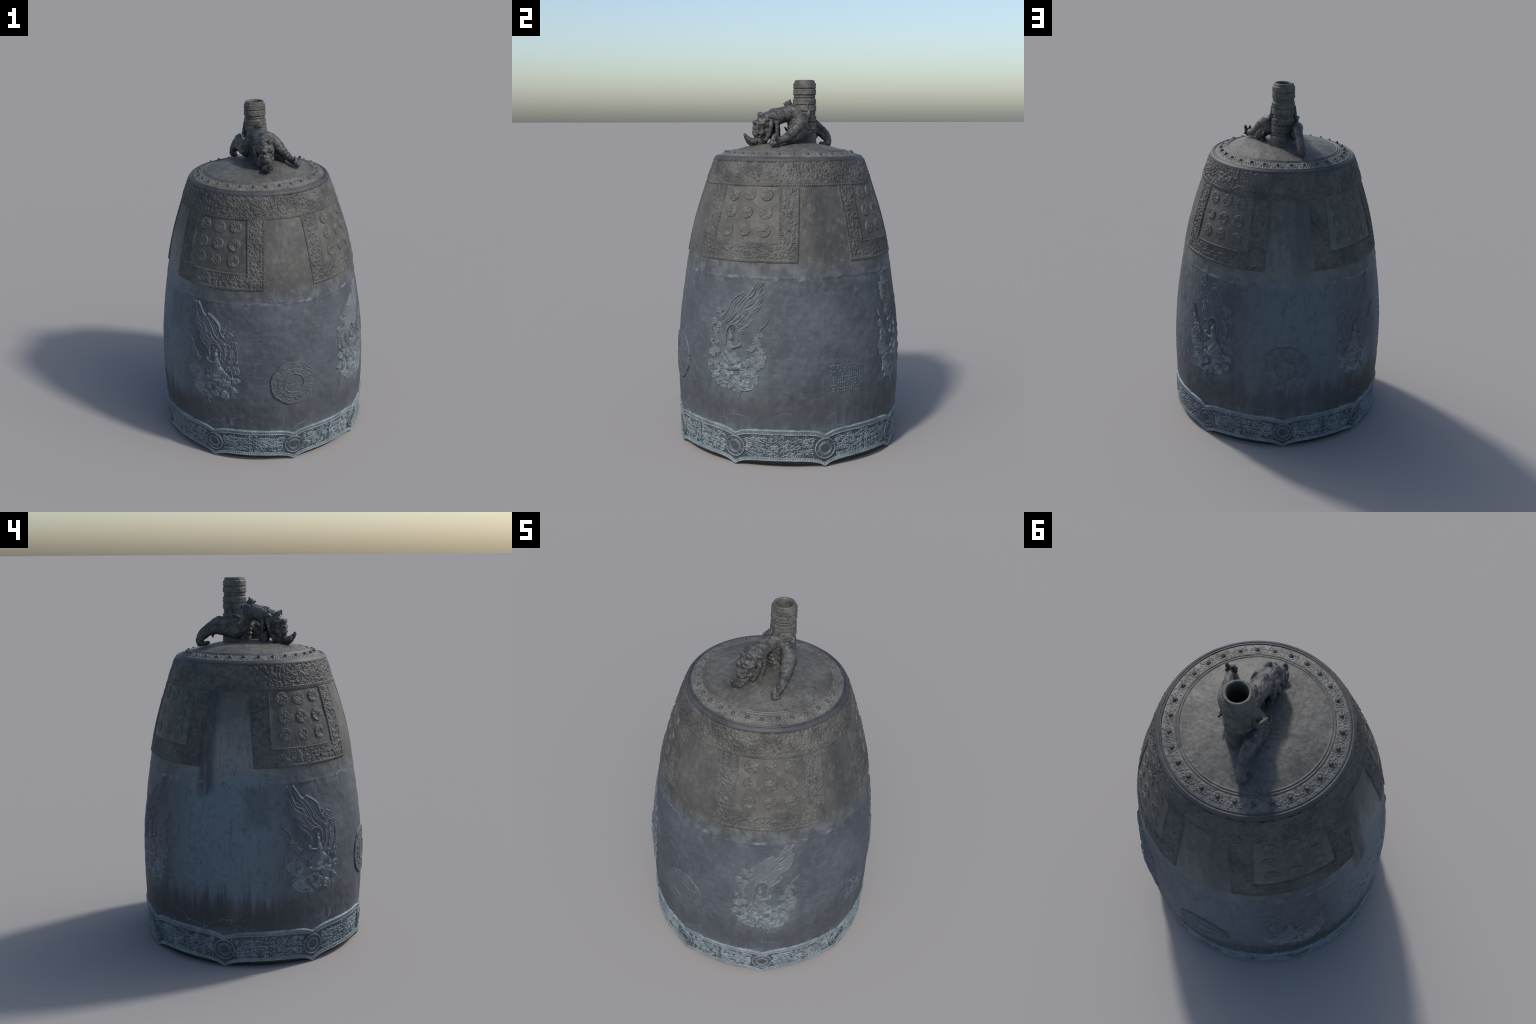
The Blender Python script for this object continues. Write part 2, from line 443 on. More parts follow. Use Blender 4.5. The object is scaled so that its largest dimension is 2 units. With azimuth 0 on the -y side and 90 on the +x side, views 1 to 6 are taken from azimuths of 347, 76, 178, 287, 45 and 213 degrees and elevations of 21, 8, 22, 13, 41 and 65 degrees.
# --- four panel frames with beaded borders, nine lotus bosses in each
ARC = .0089                                             # metres per degree used for local frames
PANELS = [49.3, 139.9, 229.1, 318.9]
Z0, Z1, ZT = 1.062, 1.160, 1.444
def edge_out(z): return (30.4 + 1.8 * (z - Z0) / (ZT - Z0)) * rad(1) * prof(z)
def edge_in(z): return (19.8 - .6 * (z - Z1) / (ZT - Z1)) * rad(1) * prof(z)

def build_frame(c, seed):
    R = Relief(-.312, .312, Z0 - .004, ZT + .003, .0021)
    X, Y = R.X, R.Y; ax = np.abs(X)
    eo = edge_out(Y); ei = edge_in(Y)
    dist = np.minimum(np.minimum(eo - ax, Y - Z0), np.maximum(ax - ei, Z1 - Y))   # >0 inside the U
    inside = lambda x, y: (abs(x) < edge_out(y) - .014 and y > Z0 + .014 and (abs(x) > edge_in(y) + .013 or y < Z1 - .013))
    R.H[:] = 0
    scroll_fill(R, inside, .022, .0031, .0046, .0035, seed, (-.31, .31, Z0, ZT))
    scroll_fill(R, inside, .033, .0037, .0052, .0035, seed + 50, (-.31, .31, Z0, ZT))
    R.wear(2)
    H = np.maximum(R.H * .88, .0032) + .0015 * fbm(X * 105 + seed, Y * 105, seed) + .0009 * fbm(X * 210, Y * 210, seed, 2)
    # beaded borders along both edges of the U
    do = np.minimum(eo - ax, Y - Z0); di = np.maximum(ax - ei, Z1 - Y)
    along_o = np.where((eo - ax) < (Y - Z0), Y, X); along_i = np.where((ax - ei) > (Z1 - Y), Y, X)
    for d, al in ((do, along_o), (di, along_i)):
        bead = np.clip(1 - (((al / .0098) % 1 - .5) / .34) ** 2, 0, 1) ** .5
        strip = (d > 0) & (d < .0125)
        H = np.where(strip, .0038, H)
        H = np.where((d > .002) & (d < .0095), .0040 + .0040 * bead, H)
        H = np.where((d > .0100) & (d < .0130), .0068, H)
    R.H = np.where(dist > 0, H, -.004)
    R.H[np.abs(R.Y - ZT) < .001] = np.minimum(R.H[np.abs(R.Y - ZT) < .001], .003)
    me = R.mesh("panel_frame", lambda x, y, h: surf(c + np.degrees(x / prof(y)), y, h))
    return add("panel_frame", me, bell, M_frame)

def boss_mesh(seed):
    rng = np.random.default_rng(seed); r = .0350; nr, nt = 17, 56
    t = np.linspace(0, 2*np.pi, nt, endpoint=False); q = np.linspace(0, 1, nr)
    T, Q = np.meshgrid(t, q, indexing='ij')
    k = 8; a0 = rng.uniform(0, 6.28)
    pet = np.abs(np.sin((T + a0) * k / 2))
    h = .0036 + .0014 * np.exp(-((Q - .86) / .09) ** 2) + .0020 * np.exp(-((Q - .45) / .08) ** 2)
    h += .0024 * np.exp(-((Q - .66) / .13) ** 2) * pet + .0028 * np.exp(-(Q / .25) ** 2)
    h += .0016 * fbm(Q*np.cos(T)*5 + seed, Q*np.sin(T)*5, seed)
    if rng.random() < .3: h -= .004 * np.exp(-(((Q*np.cos(T) - .1)/.35)**2 + ((Q*np.sin(T) + .3)/.3)**2))
    h = np.where(Q > .985, -.005, h * (1 - .5 * sstep(.9, .98, Q)))
    rr = r * (Q + .012 * fbm(T*3, 0*T, seed) * Q); rr = np.where(Q > .985, r * 1.015, rr)
    V = np.stack([rr*np.cos(T), rr*np.sin(T), h], -1).reshape(-1, 3)
    return make_mesh("lotus_boss", V, grid_faces(nt, nr, True))
BOSS = [boss_mesh(s) for s in range(6)]

def seat(az, z, off=0., spin=0.):
    """matrix that stands local +z on the bell wall normal"""
    p = Vector(surf(az, np.float64(z), off)); dr = float((prof(z+.002) - prof(z-.002)) / .004)
    a = math.radians(az)
    n = Vector((math.sin(a), -math.cos(a), -dr)).normalized()
    t = Vector((math.cos(a), math.sin(a), 0)); b = n.cross(t)
    M = Matrix((t, b, n)).transposed().to_4x4()
    return Matrix.Translation(p) @ M @ Matrix.Rotation(spin, 4, 'Z')

for pi, c in enumerate(PANELS):
    fr = build_frame(c, 100 + pi)
    for zi in (1.400, 1.311, 1.221):
        for ai in (-11.6, 0, 11.6):
            o = add("lotus_boss", BOSS[RNG.integers(6)], fr, M_boss)
            s = RNG.uniform(.95, 1.06)
            o.matrix_local = seat(c + ai + RNG.uniform(-.35, .35), zi + RNG.uniform(-.003, .003), .0005, RNG.uniform(0, 6.28)) \
                @ Matrix.Diagonal((s, s, RNG.uniform(.8, 1.25), 1))

# --- celestial figures: kneeling figure on a lotus, streaming ribbons, clouds
RIBBONS = [
 [(-.101,.304),(-.08,.271),(-.068,.246),(-.041,.223),(-.016,.188),(.005,.15),(.023,.123),(.058,.093),(.076,.057),(.079,.024)],
 [(-.132,.303),(-.112,.27),(-.105,.23),(-.08,.208),(-.046,.173),(-.02,.129),(.012,.096),(.05,.066),(.068,.026),(.063,-.031)],
 [(-.03,.248),(.003,.226),(.031,.198),(.045,.16),(.066,.128),(.087,.112)],
 [(-.04,.241),(-.019,.209),(.004,.186),(.016,.152),(.044,.115),(.073,.086),(.086,.047),(.079,-.009)],
 [(-.137,.249),(-.124,.213),(-.1,.179),(-.07,.156),(-.044,.125),(-.018,.089),(.001,.086)],
 [(-.13,.19),(-.114,.161),(-.085,.138),(-.06,.099),(-.033,.075),(-.015,.064)],
 [(-.086,.106),(-.074,.085),(-.048,.065),(-.026,.046),(-.018,.013),(-.018,-.016)],
 [(-.118,.24),(-.103,.195),(-.074,.164),(-.047,.157),(-.035,.12),(-.009,.092)],
 [(-.078,.239),(-.052,.209),(-.027,.17),(-.011,.132),(.007,.101),(.036,.08),(.054,.045),(.054,-.025)],
 [(-.107,.17),(-.075,.149),(-.054,.114),(-.028,.086),(-.01,.072)],
 [(-.176,.115),(-.164,.091),(-.14,.064),(-.131,.032)]]
CLOUDS = [(.069,.156,.015),(.107,.141,.015),(.087,.116,.012),(.137,.086,.015),(.1,.069,.012),(.115,.041,.013),
 (.118,.016,.012),(.151,-.021,.007),(.109,-.019,.011),(.099,-.067,.013),(.146,-.074,.017),(.105,-.123,.011),
 (.149,-.138,.015),(.093,-.159,.015),(.06,-.168,.015),(.127,-.197,.015),(.079,-.232,.021),(.034,-.196,.011),
 (-.143,.033,.013),(-.123,.023,.008),(-.124,-.009,.023),(-.097,-.036,.013),(-.144,-.043,.011),(-.155,-.078,.019),
 (-.12,-.066,.012),(-.137,-.109,.025),(-.099,-.101,.015),(-.073,-.118,.015),(-.11,-.154,.017),(-.064,-.169,.019),
 (-.116,-.186,.017),(-.082,-.204,.029),(-.091,-.232,.021),(-.129,-.214,.007),(-.032,-.141,.011),(-.024,-.197,.011),
 (.015,-.234,.017),(-.03,-.255,.013),(-.004,-.075,.008),(-.032,-.099,.008)]
CLOUD_LINES = [[(.141,.097),(.15,.058),(.152,.017),(.151,-.017),(.13,-.045),(.119,-.076),(.125,-.111),(.122,-.153),(.116,-.185)],
 [(-.116,-.224),(-.099,-.247),(-.064,-.257),(-.037,-.254),(-.023,-.231),(.01,-.208),(.04,-.218)],
 [(-.037,-.262),(-.032,-.285),(-.025,-.307)]]

def build_figure(az0, sgn, seed, dz, lean=0., fine=1.0, sx=1.0):
    """az0: azimuth, sgn: +1 faces away from rising azimuth; lean shears the ribbons upright"""
    rng = np.random.default_rng(seed)
    def sh(p):
        p = np.array(p, float); p[:, 0] = p[:, 0] * sx + lean * np.clip(p[:, 1] - .05, 0, 1); return p
    place = lambda x, y, h: surf(az0 + sgn * np.degrees(x / prof(.66 + y)), .66 + y + dz, h)
    def emit(name, R, parent):
        R.H += np.where(R.H > .0015, .0011 * fbm(R.X*75 + seed, R.Y*75, seed) + .0006*fbm(R.X*190, R.Y*190, seed+3), 0)
        me = R.mesh(name, place)
        if sgn < 0: me.flip_normals()
        return add(name, me, parent, M_relief)
    box = (-.20, .18, -.32, .32)
    # body of the kneeling figure
    R = Relief(*box, .0019)
    R.dome(.022, .012, .017, .023, .015, flat=.7); R.dome(.026, .037, .011, .012, .010, flat=.7)
    R.dome(.028, -.034, .024, .038, .013, flat=.7)
    R.dome(.03, -.10, .055, .05, .0055)
    R.stroke(spline(sh([(.038,-.018),(.007,-.036),(-.03,-.026)])), .009, .012)
    R.dome(-.031, -.021, .014, .014, .010); R.dome(-.022, -.030, .010, .009, .009)
    R.stroke([(.046,-.068),(.008,-.118)], .016, .013, taper=False)
    R.stroke([(.068,-.085),(.022,-.124)], .015, .011, taper=False)
    R.stroke(spline([(.047,-.036),(.056,-.07),(.088,-.098),(.082,-.126)]), .006, .010)
    for k in range(3):
        R.stroke(spline([(.05+.012*k,-.075),(.07+.008*k,-.10),(.06+.01*k,-.132)]), .004, .011)
    # lotus seat with petals
    for k in range(9):
        u = -1 + k / 4
        R.dome(.022 + u*.052, -.146 + .010*u*u, .011, .014, .009, rot=u*.5)
    R.stroke(spline([(-.042,-.139),(-.014,-.136),(.02,-.149),(.082,-.156)]), .006, .009)
    R.wear(2)
    fig = emit("celestial_figure", R, bell)
    # ribbons and halo
    R = Relief(*box, .0019)
    for rb in RIBBONS[:-1]:
        R.stroke(spline(sh(rb), 5), .013, .0018)
    extra = [[tuple((np.array(a) + np.array(b)) / 2) for a, b in zip(RIBBONS[i][:6], RIBBONS[j][:6])] for i, j in ((0, 8), (1, 7), (4, 5), (8, 3), (0, 1), (7, 4), (9, 5), (2, 3))]
    for rb in RIBBONS + extra:
        s = spline(sh(rb), 7); a = rng.uniform(0, 6.28)
        s[:, 0] += .0018 * np.sin(np.linspace(0, 9, len(s)) + a)
        R.stroke(s, .0048 * fine, rng.uniform(.0055, .0085))
    R.stroke(spline([(-.017,.04),(-.01,.068),(.015,.08),(.04,.063),(.052,.029),(.049,-.012)]), .0045, .007)
    for dx in (0, .016): R.stroke(spline([(.004+dx,.064),(.012+dx,.05),(.014+dx,.036)]), .0035, .006)
    R.ring(-.040, .043, .008, .003, .006)
    emit("ribbon", R, fig)
    # clouds
    R = Relief(*box, .0019)
    for (x, y, r) in CLOUDS:
        p = sh([(x, y)])[0]
        R.cloud(p[0], p[1], r * rng.uniform(1.05, 1.3), rng.uniform(.0055, .0075) if x > -.05 else rng.uniform(.004, .006), rng)
    for k in range(46):                                        # small puffs filling the cloud bank
        x = rng.uniform(-.15, .15); y = rng.uniform(-.27, -.13) + .30 * max(0, abs(x) - .07) * rng.uniform(0, 6)
        if (-.03 < x < .09 and y > -.165) or (x / .15) ** 2 + ((y + .10) / .165) ** 2 > 1: continue
        p = sh([(x, y)])[0]; R.cloud(p[0], p[1], rng.uniform(.007, .012), rng.uniform(.004, .006), rng)
    for (x, y, r) in CLOUDS:
        for k in range(2):
            a = rng.uniform(0, 6.28); p = sh([(x + 1.5*r*math.cos(a), y + 1.5*r*math.sin(a))])[0]
            R.spiral(p[0], p[1], rng.uniform(.006, .011), .0030, .0045, 0., a, 1.1, rng.choice([-1, 1]))
    for ln in CLOUD_LINES: R.stroke(spline(sh(ln)), .0042, .0055)
    R.wear(1)
    emit("cloud", R, fig)

build_figure(319.0, 1, 21, .0)
build_figure(47.8, -1, 22, .0, lean=-.03)
build_figure(140.5, 1, 23, .012, lean=.16, fine=.75, sx=.92)
build_figure(226.0, -1, 24, .012, lean=.05, fine=.75, sx=.92)

# --- lotus medallions (striking points)
def build_medallion(az0, seed, mat):
    rng = np.random.default_rng(seed); Rm = .139
    R = Relief(-.155, .155, -.155, .155, .0019)
    rr = np.hypot(R.X, R.Y); t = np.arctan2(R.Y, R.X)
    k = 8; ph = .35
    lob = np.abs(np.cos((t + ph) * k / 2))                     # 1 at petal middle
    edge = Rm * (.955 + .045 * lob ** .6) + .0012 * fbm(t * 6, 0 * t, seed)
    d = edge - rr
    H = np.where(d > 0, .0058 + .0030 * np.exp(-((d - .005) / .0035) ** 2), -.004)
    # petal separations and inner petal outlines
    notch = np.exp(-((1 - np.sqrt(1 - np.clip(lob, 0, 1) ** 2 + 1e-9)) * 0 + (lob / .10)) ** 2) * (rr > .09)
    H = H - .0022 * notch * (d > .002)
    pet = np.exp(-(((rr - (.090 + .036 * lob ** .5)) / .0032)) ** 2) * (lob > .12) * (rr > .088)
    H = np.where(d > .004, H + .0022 * pet, H)
    mid = (rr > .064) & (rr < .091)
    H = np.where(mid, .0066 + .0022 * np.abs(np.sin((t + .2) * 8)) * np.sin((rr - .064) / .027 * np.pi), H)
    H = np.where(np.abs(rr - .0905) < .0028, .0088, H)
    core = rr < .0635
    H = np.where(core, .0070 + .0010 * fbm(R.X * 40, R.Y * 40, seed), H)
    H = np.where(np.abs(rr - .0615) < .0035, .0105, H)
    H = np.where(np.abs(rr - .0545) < .0018, .0050, H)
    R.H = H
    for i in range(k):                                         # florets on the petals
        a = (2 * math.pi * i / k) - ph
        cx, cy = .110 * math.cos(a), .110 * math.sin(a)
        for j in range(7):
            b = rng.uniform(0, 6.28); q = rng.uniform(.004, .017)
            R.dome(cx + q*math.cos(b), cy + q*math.sin(b), .006, .0035, .0035, .0058, rng.uniform(0, 3.1))
    R.H += np.where(R.H > 0, .0009 * fbm(R.X * 90, R.Y * 90, seed), 0)
    me = R.mesh("lotus_medallion", lambda x, y, h: surf(az0 + np.degrees(x / prof(.507 + y)), .507 + .965 * y, h))
    add("lotus_medallion", me, bell, mat)
build_medallion(3.3, 31, M_medal); build_medallion(183.1, 32, M_medal_green)

# --- inscriptions: worn rows of tiny raised glyph marks, too eroded to read
def build_inscription(azc, zc, w, h, nx, ny, seed, keep):
    rng = np.random.default_rng(seed)
    R = Relief(-w/2 - .01, w/2 + .01, -h/2 - .01, h/2 + .01, .0022)
    for i in range(nx):
        for j in range(ny):
            if rng.random() > keep: continue
            x = -w/2 + w * (i + .5) / nx; y = -h/2 + h * (j + .5) / ny
            g = .36 * min(w / nx, h / ny)
            for k in range(rng.integers(2, 4)):
                a = rng.choice([0, math.pi/2]) ; px, py = x + rng.uniform(-.5, .5)*g, y + rng.uniform(-.5, .5)*g
                R.stroke([(px - g*.7*math.cos(a), py - g*.7*math.sin(a)), (px + g*.7*math.cos(a), py + g*.7*math.sin(a))], .0022, .0006, .0010, taper=False)
    me = R.mesh("inscription", lambda x, y, hh: surf(azc + np.degrees(x / prof(zc + y)), zc + y, hh))
    o = add("inscription", me, bell, M_glyph); o["kind"] = "stuff"
build_inscription(104, .465, .20, .15, 15, 10, 41, .6)
build_inscription(270, .62, .34, .42, 24, 28, 42, .45)

# --- mouth rim: lobed band, scrollwork, rosettes
RIMBASE = .0045
def build_rim():
    naz, nv = 1440, 30
    az = np.linspace(0, 360, naz, endpoint=False)
    t = np.linspace(0, 1, nv)
    A, T = np.meshgrid(az, t, indexing='ij')
    zb, zt = rim_bottom(A), rim_top(A)
    Zg = zb + T * (zt - zb)
    outer = surf(A, Zg, RIMBASE + .0008 * fbm(A * 1.5, Zg * 120, 5))
    # tuck the top edge into the wall, roll the foot round to the hollow
    top = surf(az, rim_top(az) + .002, -.004)[:, None]
    b1 = surf(az, rim_bottom(az) - .0015, -.004)[:, None]
    zb1 = rim_bottom(az)
    b2 = surf(az, zb1 + .001, -.045)[:, None]; b3 = surf(az, zb1 * 0 + .09, -.056)[:, None]
    V = np.concatenate([b3, b2, b1, outer, top], 1)
    n = V.shape[1]
    V[..., 2] = np.maximum(V[..., 2], 0.0)
    add("rim_band", make_mesh("rim_band", V.reshape(-1, 3), grid_faces(naz, n, True)), bell, M_rimground)
build_rim()
rim = bpy.data.objects["rim_band"]

def build_rim_relief():
    """one 45 degree bay at a time, each with its own hand"""
    L = 45 * rad(1) * .6225                                    # arc length of a bay
    for bay in range(8):
        c = AXIS + 45 * bay + 22.5
        rng = np.random.default_rng(60 + bay)
        R = Relief(-L/2, L/2 + .001, 0, .205, .0019)
        X, Y = R.X, R.Y
        AZ = c + np.degrees(X / .6225)
        zt, zb = rim_top(AZ), rim_bottom(AZ)
        B = RIMBASE
        def ins(x, y):
            a = c + math.degrees(x / .6225)
            if y > rim_top(a) - .032 or y < rim_bottom(a) + .024: return False
            return all(math.hypot(x - s * L/2, y - .098) > .062 for s in (-1, 1))
        # mirror-symmetrical arabesque with a central stem
        for k in range(5):
            y = .052 + k * .027
            for s in (-1, 1):
                R.ring(s*.012, y, .012, .0026, .004, B, math.pi/2 - s*.2, math.pi/2 - s*2.4)
                R.stroke(spline([(s*.004, y), (s*.018, y+.010), (s*.030, y+.004)]), .0028, .004, B)
        for row, y in enumerate((.060, .088, .116, .143)):
            for kx in range(5):
                x = .036 + kx * .031 + (row % 2) * .012
                for s in (-1, 1):
                    px = s * x + rng.uniform(-.004, .004); py = y + rng.uniform(-.008, .008)
                    if not ins(px, py): continue
                    w = rng.uniform(.0024, .0034); hh = rng.uniform(.0032, .0048)
                    R.ring(px, py - .003, rng.uniform(.011, .018), w, hh, B, rng.uniform(-.5, .6), rng.uniform(2.6, 3.8), ry=rng.uniform(.008, .014))
                    R.spiral(px + s*.003, py - .002, .008, w * .9, hh, B, 1.5, 1.0, s)
                    if rng.random() < .8:
                        R.stroke(spline([(px - s*.012, py - .008), (px, py - .013), (px + s*.013, py - .007)]), w*.9, hh, B)
        scroll_fill(R, ins, .027, .0023, .0032, B, 80 + bay, (-L/2, L/2, .05, .18))
        # borders: plain moulding + dotted strip (top), beads + lip (bottom)
        d = zt - Y
        H = np.where((d > -.001) & (d < .0105), B + .0055 * np.sqrt(np.clip(1 - ((d - .0048) / .0058) ** 2, 0, 1)), R.H)
        ph = (X / L * 37 + .5) % 1
        dot = np.exp(-((ph - .5) / .22) ** 2 - ((d - .0185) / .0035) ** 2)
        H = np.where((d >= .0105) & (d < .0245), B + .0030 - .0052 * dot, H)
        H = np.where(np.abs(d - .0245) < .0016, B + .0048, H)
        e = Y - zb
        bead = np.clip(1 - ((ph - .5) / .36) ** 2, 0, 1) ** .5
        H = np.where((e > -.001) & (e < .0065), B + .0065, H)
        H = np.where((e >= .0065) & (e < .0155), B + .0020 + .0036 * bead, H)
        H = np.where((e >= .0155) & (e < .0185), B + .0042, H)
        R.H = np.where((d < -.001) | (e < -.001), -.004, H)
        me = R.mesh("rim_scrollwork", lambda x, y, h: surf(c + np.degrees(x / .6225), y, h), thr=B)
        o = add("rim_scrollwork", me, rim, M_rimline); o["kind"] = "stuff"
build_rim_relief()

def build_rosette():
    R = Relief(-.062, .062, -.062, .062, .0018)
    rr = np.hypot(R.X, R.Y); t = np.arctan2(R.Y, R.X)
    H = np.where(rr < .0565, .0062, -.004)
    pet = np.abs(np.cos(4 * t))
    H = np.where((rr > .0355) & (rr < .0515), .0088 - .0034 * (pet > .35) * np.sin((rr - .0355) / .016 * np.pi), H)
    H = np.where(np.abs(rr - .0535) < .003, .0095, H)
    H = np.where(np.abs(rr - .0335) < .0026, .0100, H)
    H = np.where(np.abs(rr - .0275) < .0020, .0096, H)
    H = np.where(rr < .0255, .0072, H)
    R.H = H
    return R
ROS = build_rosette()
for k in range(8):
    a = AXIS + 45 * k
    me = ROS.mesh("rim_rosette", lambda x, y, h: surf(a + np.degrees(x / .6225), .0985 + y, h + .001))
    ro = add("rim_rosette", me, rim, M_rosette)
    R2 = Relief(-.062, .062, -.062, .062, .0016)
    for q, w in ((.0540, .0026), (.0335, .0020), (.0275, .0017)): R2.ring(0, 0, q, w, .0030, .0088)
    me = R2.mesh("rosette_ring", lambda x, y, h: surf(a + np.degrees(x / .6225), .0985 + y, h + .001))
    add("rosette_ring", me, rim, M_rimline)
    # dark centre and petals are inlaid discs just proud of the ring ground
    n = 40; tt = np.linspace(0, 2*np.pi, n, endpoint=False); q = np.linspace(0.02, 1, 6)
    TT, QQ = np.meshgrid(tt, q, indexing='ij')
    X = .0252 * QQ * np.cos(TT); Y = .0252 * QQ * np.sin(TT)
    Hh = .0092 - .0025 * (QQ > .97) + .0006 * np.cos(QQ * 3)
    V = [surf(a + np.degrees(X / .6225), .0985 + Y, Hh).reshape(-1, 3)]; F = [grid_faces(n, 6, True)]
    for j in range(8):
        b = j * math.pi / 4
        px = .0435 * math.cos(b); py = .0435 * math.sin(b)
        ca, sa = math.cos(b), math.sin(b)
        lx = .0062 * QQ * np.cos(TT); ly = .0120 * QQ * np.sin(TT)
        X = px + lx*ca - ly*sa; Y = py + lx*sa + ly*ca
        V.append(surf(a + np.degrees(X / .6225), .0985 + Y, .0068 + .0030 * (1 - QQ**2)).reshape(-1, 3))
        F.append(grid_faces(n, 6, True) + n*6*(j+1))
    add("rosette_inlay", make_mesh("rosette_inlay", np.vstack(V), np.vstack(F)), rim, M_rimdisc)

# --- dark underside set back behind the scalloped lip
def build_underside():
    n = 360; az = np.linspace(0, 360, n, endpoint=False); a = rad(az)
    zb = rim_bottom(az)
    rings = [(.600 + 0*a, zb + .012), (.599 + 0*a, zb * .5 + .004), (.596 + .006*np.exp(-lobe_d(az)/5), .0100 - .006*np.exp(-lobe_d(az)/5)), (.40 + 0*a, .0120 + 0*a), (.02 + 0*a, .0120 + 0*a)]
    V = np.stack([np.stack([r*np.sin(a), -r*np.cos(a), z], -1) for r, z in rings], 1)
    add("bell_underside", make_mesh("bell_underside", V.reshape(-1, 3), grid_faces(n, len(rings), True)), bell, M_under)
build_underside()

# --- crown plate
crown_prof = pchip([0, .08, .16, .24, .305, .326, .37, .40], [1.6635, 1.660, 1.6505, 1.6345, 1.6165, 1.6105, 1.5945, 1.5850])
def crown_pt(az, r, off=0.):
    a = rad(az); return np.stack([r*np.sin(a) - .004, -r*np.cos(a) + .002, crown_prof(r) + off + 0*a], -1)

def build_crown():
    # moulding round the rim
    pr = [(.385, -.004), (.3875, .0020), (.390, .0036), (.3925, .0028), (.3945, .0008), (.3965, .0005), (.399, .0028), (.402, .0038)]
    pts = [(r, float(crown_prof(r)) + h) for r, h in pr]
    pts += [(.4055, 1.586), (.4100, 1.5825), (.4135, 1.5775), (.4155, 1.5720), (.4155, 1.5665), (.4130, 1.5625), (.400, 1.5600)]
    pts = spline(pts, 3)
    n = 360; az = np.linspace(0, 360, n, endpoint=False)
    A = rad(az)[:, None]; wob = 1 + .0022 * np.sin(3 * A + 1) + .0012 * np.sin(7 * A)
    r = pts[:, 0][None] * (wob * .5 + .5); z = pts[:, 1][None] + .0012 * np.sin(2 * A + .5)
    V = np.stack([r*np.sin(A) - .003, -r*np.cos(A) + .002, z + 0*A], -1)
    add("crown_moulding", make_mesh("crown_moulding", V.reshape(-1, 3), grid_faces(n, len(pts), True)[:, ::-1]), bell, M_edge)
    # plate with double ring and undulating skin
    n = 480; az = np.linspace(0, 360, n, endpoint=False); rs = np.concatenate([np.linspace(.004, .300, 70), np.linspace(.302, .334, 30), np.linspace(.337, .386, 12)])
    A, Rr = np.meshgrid(az, rs, indexing='ij')
    h = .0012 * fbm(Rr*np.sin(rad(A))*22, Rr*np.cos(rad(A))*22, 7) + .0006 * fbm(Rr*np.sin(rad(A))*90, Rr*np.cos(rad(A))*90, 8)
    for rc in (.3125, .3235): h += .0042 * np.exp(-((Rr - rc) / .0030) ** 2)
    V = crown_pt(A, Rr, h)
    plate = add("crown_plate", make_mesh("crown_plate", V.reshape(-1, 3), grid_faces(n, len(rs), True)[:, ::-1]), bell, M_crown)
    # border of small lotus flames round each stud
    W = 2 * math.pi * .352
    R = Relief(0, W, -.024, .035, .0017)
    R.H[:] = .0006
    for k in range(30):
        rng = np.random.default_rng(300 + k)
        cx = (6.4 + 12 * k) / 360 * W; cy = -.001
        for m in range(7):
            a = math.pi * (.08 + .84 * m / 6) * -1
            R.dome(cx + .0175*math.cos(a), cy + .0165*math.sin(a), .0042, .0036, .0032, .0006)
        R.ring(cx, cy, .0128, .0026, .0030, .0006)
        for s in (-1, 1):
            R.spiral(cx + s*.0115, cy + .0165, .0085, .0026, .0042, .0006, math.pi/2 + s*1.2, 1.1, s)
            R.ring(cx + s*.024, cy + .010 + rng.uniform(-.004, .004), .0062, .0024, .0034, .0006, rng.uniform(0, 6), rng.uniform(8, 10))
            R.dome(cx + s*.021, cy + .027, .0045, .0035, .0034, .0006, rng.uniform(0, 3))
            R.dome(cx + s*.028, cy - .012, .004, .0032, .0030, .0006, rng.uniform(0, 3))
        R.dome(cx, cy + .021, .004, .005, .0032, .0006)
        R.dome(cx + .0345, cy + .004 + rng.uniform(-.004, .004), .004, .007, .0030, .0006, rng.uniform(0, 3))
    R.H += .0006 * fbm(R.X * 110, R.Y * 110, 5)
    R.H[:, 0] = -.003; R.H[:, -1] = -.003
    R.H[-1] = R.H[0]; R.H[-2] = R.H[0]
    me = R.mesh("flame_border", lambda x, y, hh: crown_pt(x / W * 360, .352 + y, hh), thr=-1)
    me.flip_normals()
    add("flame_border", me, plate, M_border)
    # studs
    q = spline([(.0118, -.002), (.0112, .002), (.0095, .0055), (.0072, .0088), (.0042, .0120), (.0015, .0142), (.0002, .0148)], 3)
    n = 20; t = np.linspace(0, 2*np.pi, n, endpoint=False)
    V = np.stack([q[:, 0][None]*np.cos(t)[:, None], q[:, 0][None]*np.sin(t)[:, None], q[:, 1][None] + 0*t[:, None]], -1)
    me = make_mesh("crown_stud", V.reshape(-1, 3), grid_faces(n, len(q), True))
    for k in range(30):
        o = add("crown_stud", me, plate, M_stud)
        p = crown_pt(6.4 + 12*k + RNG.uniform(-.5, .5), np.float64(.3505 + RNG.uniform(-.0015, .0015)))
        s = RNG.uniform(.88, 1.12)
        a = math.radians(6.4 + 12*k)
        tilt = Matrix.Rotation(.38, 4, Vector((math.cos(a), math.sin(a), 0)))
        o.matrix_local = Matrix.Translation(Vector(p)) @ tilt @ Matrix.Diagonal((s, s, s*RNG.uniform(.85, 1.1), 1))
build_crown()

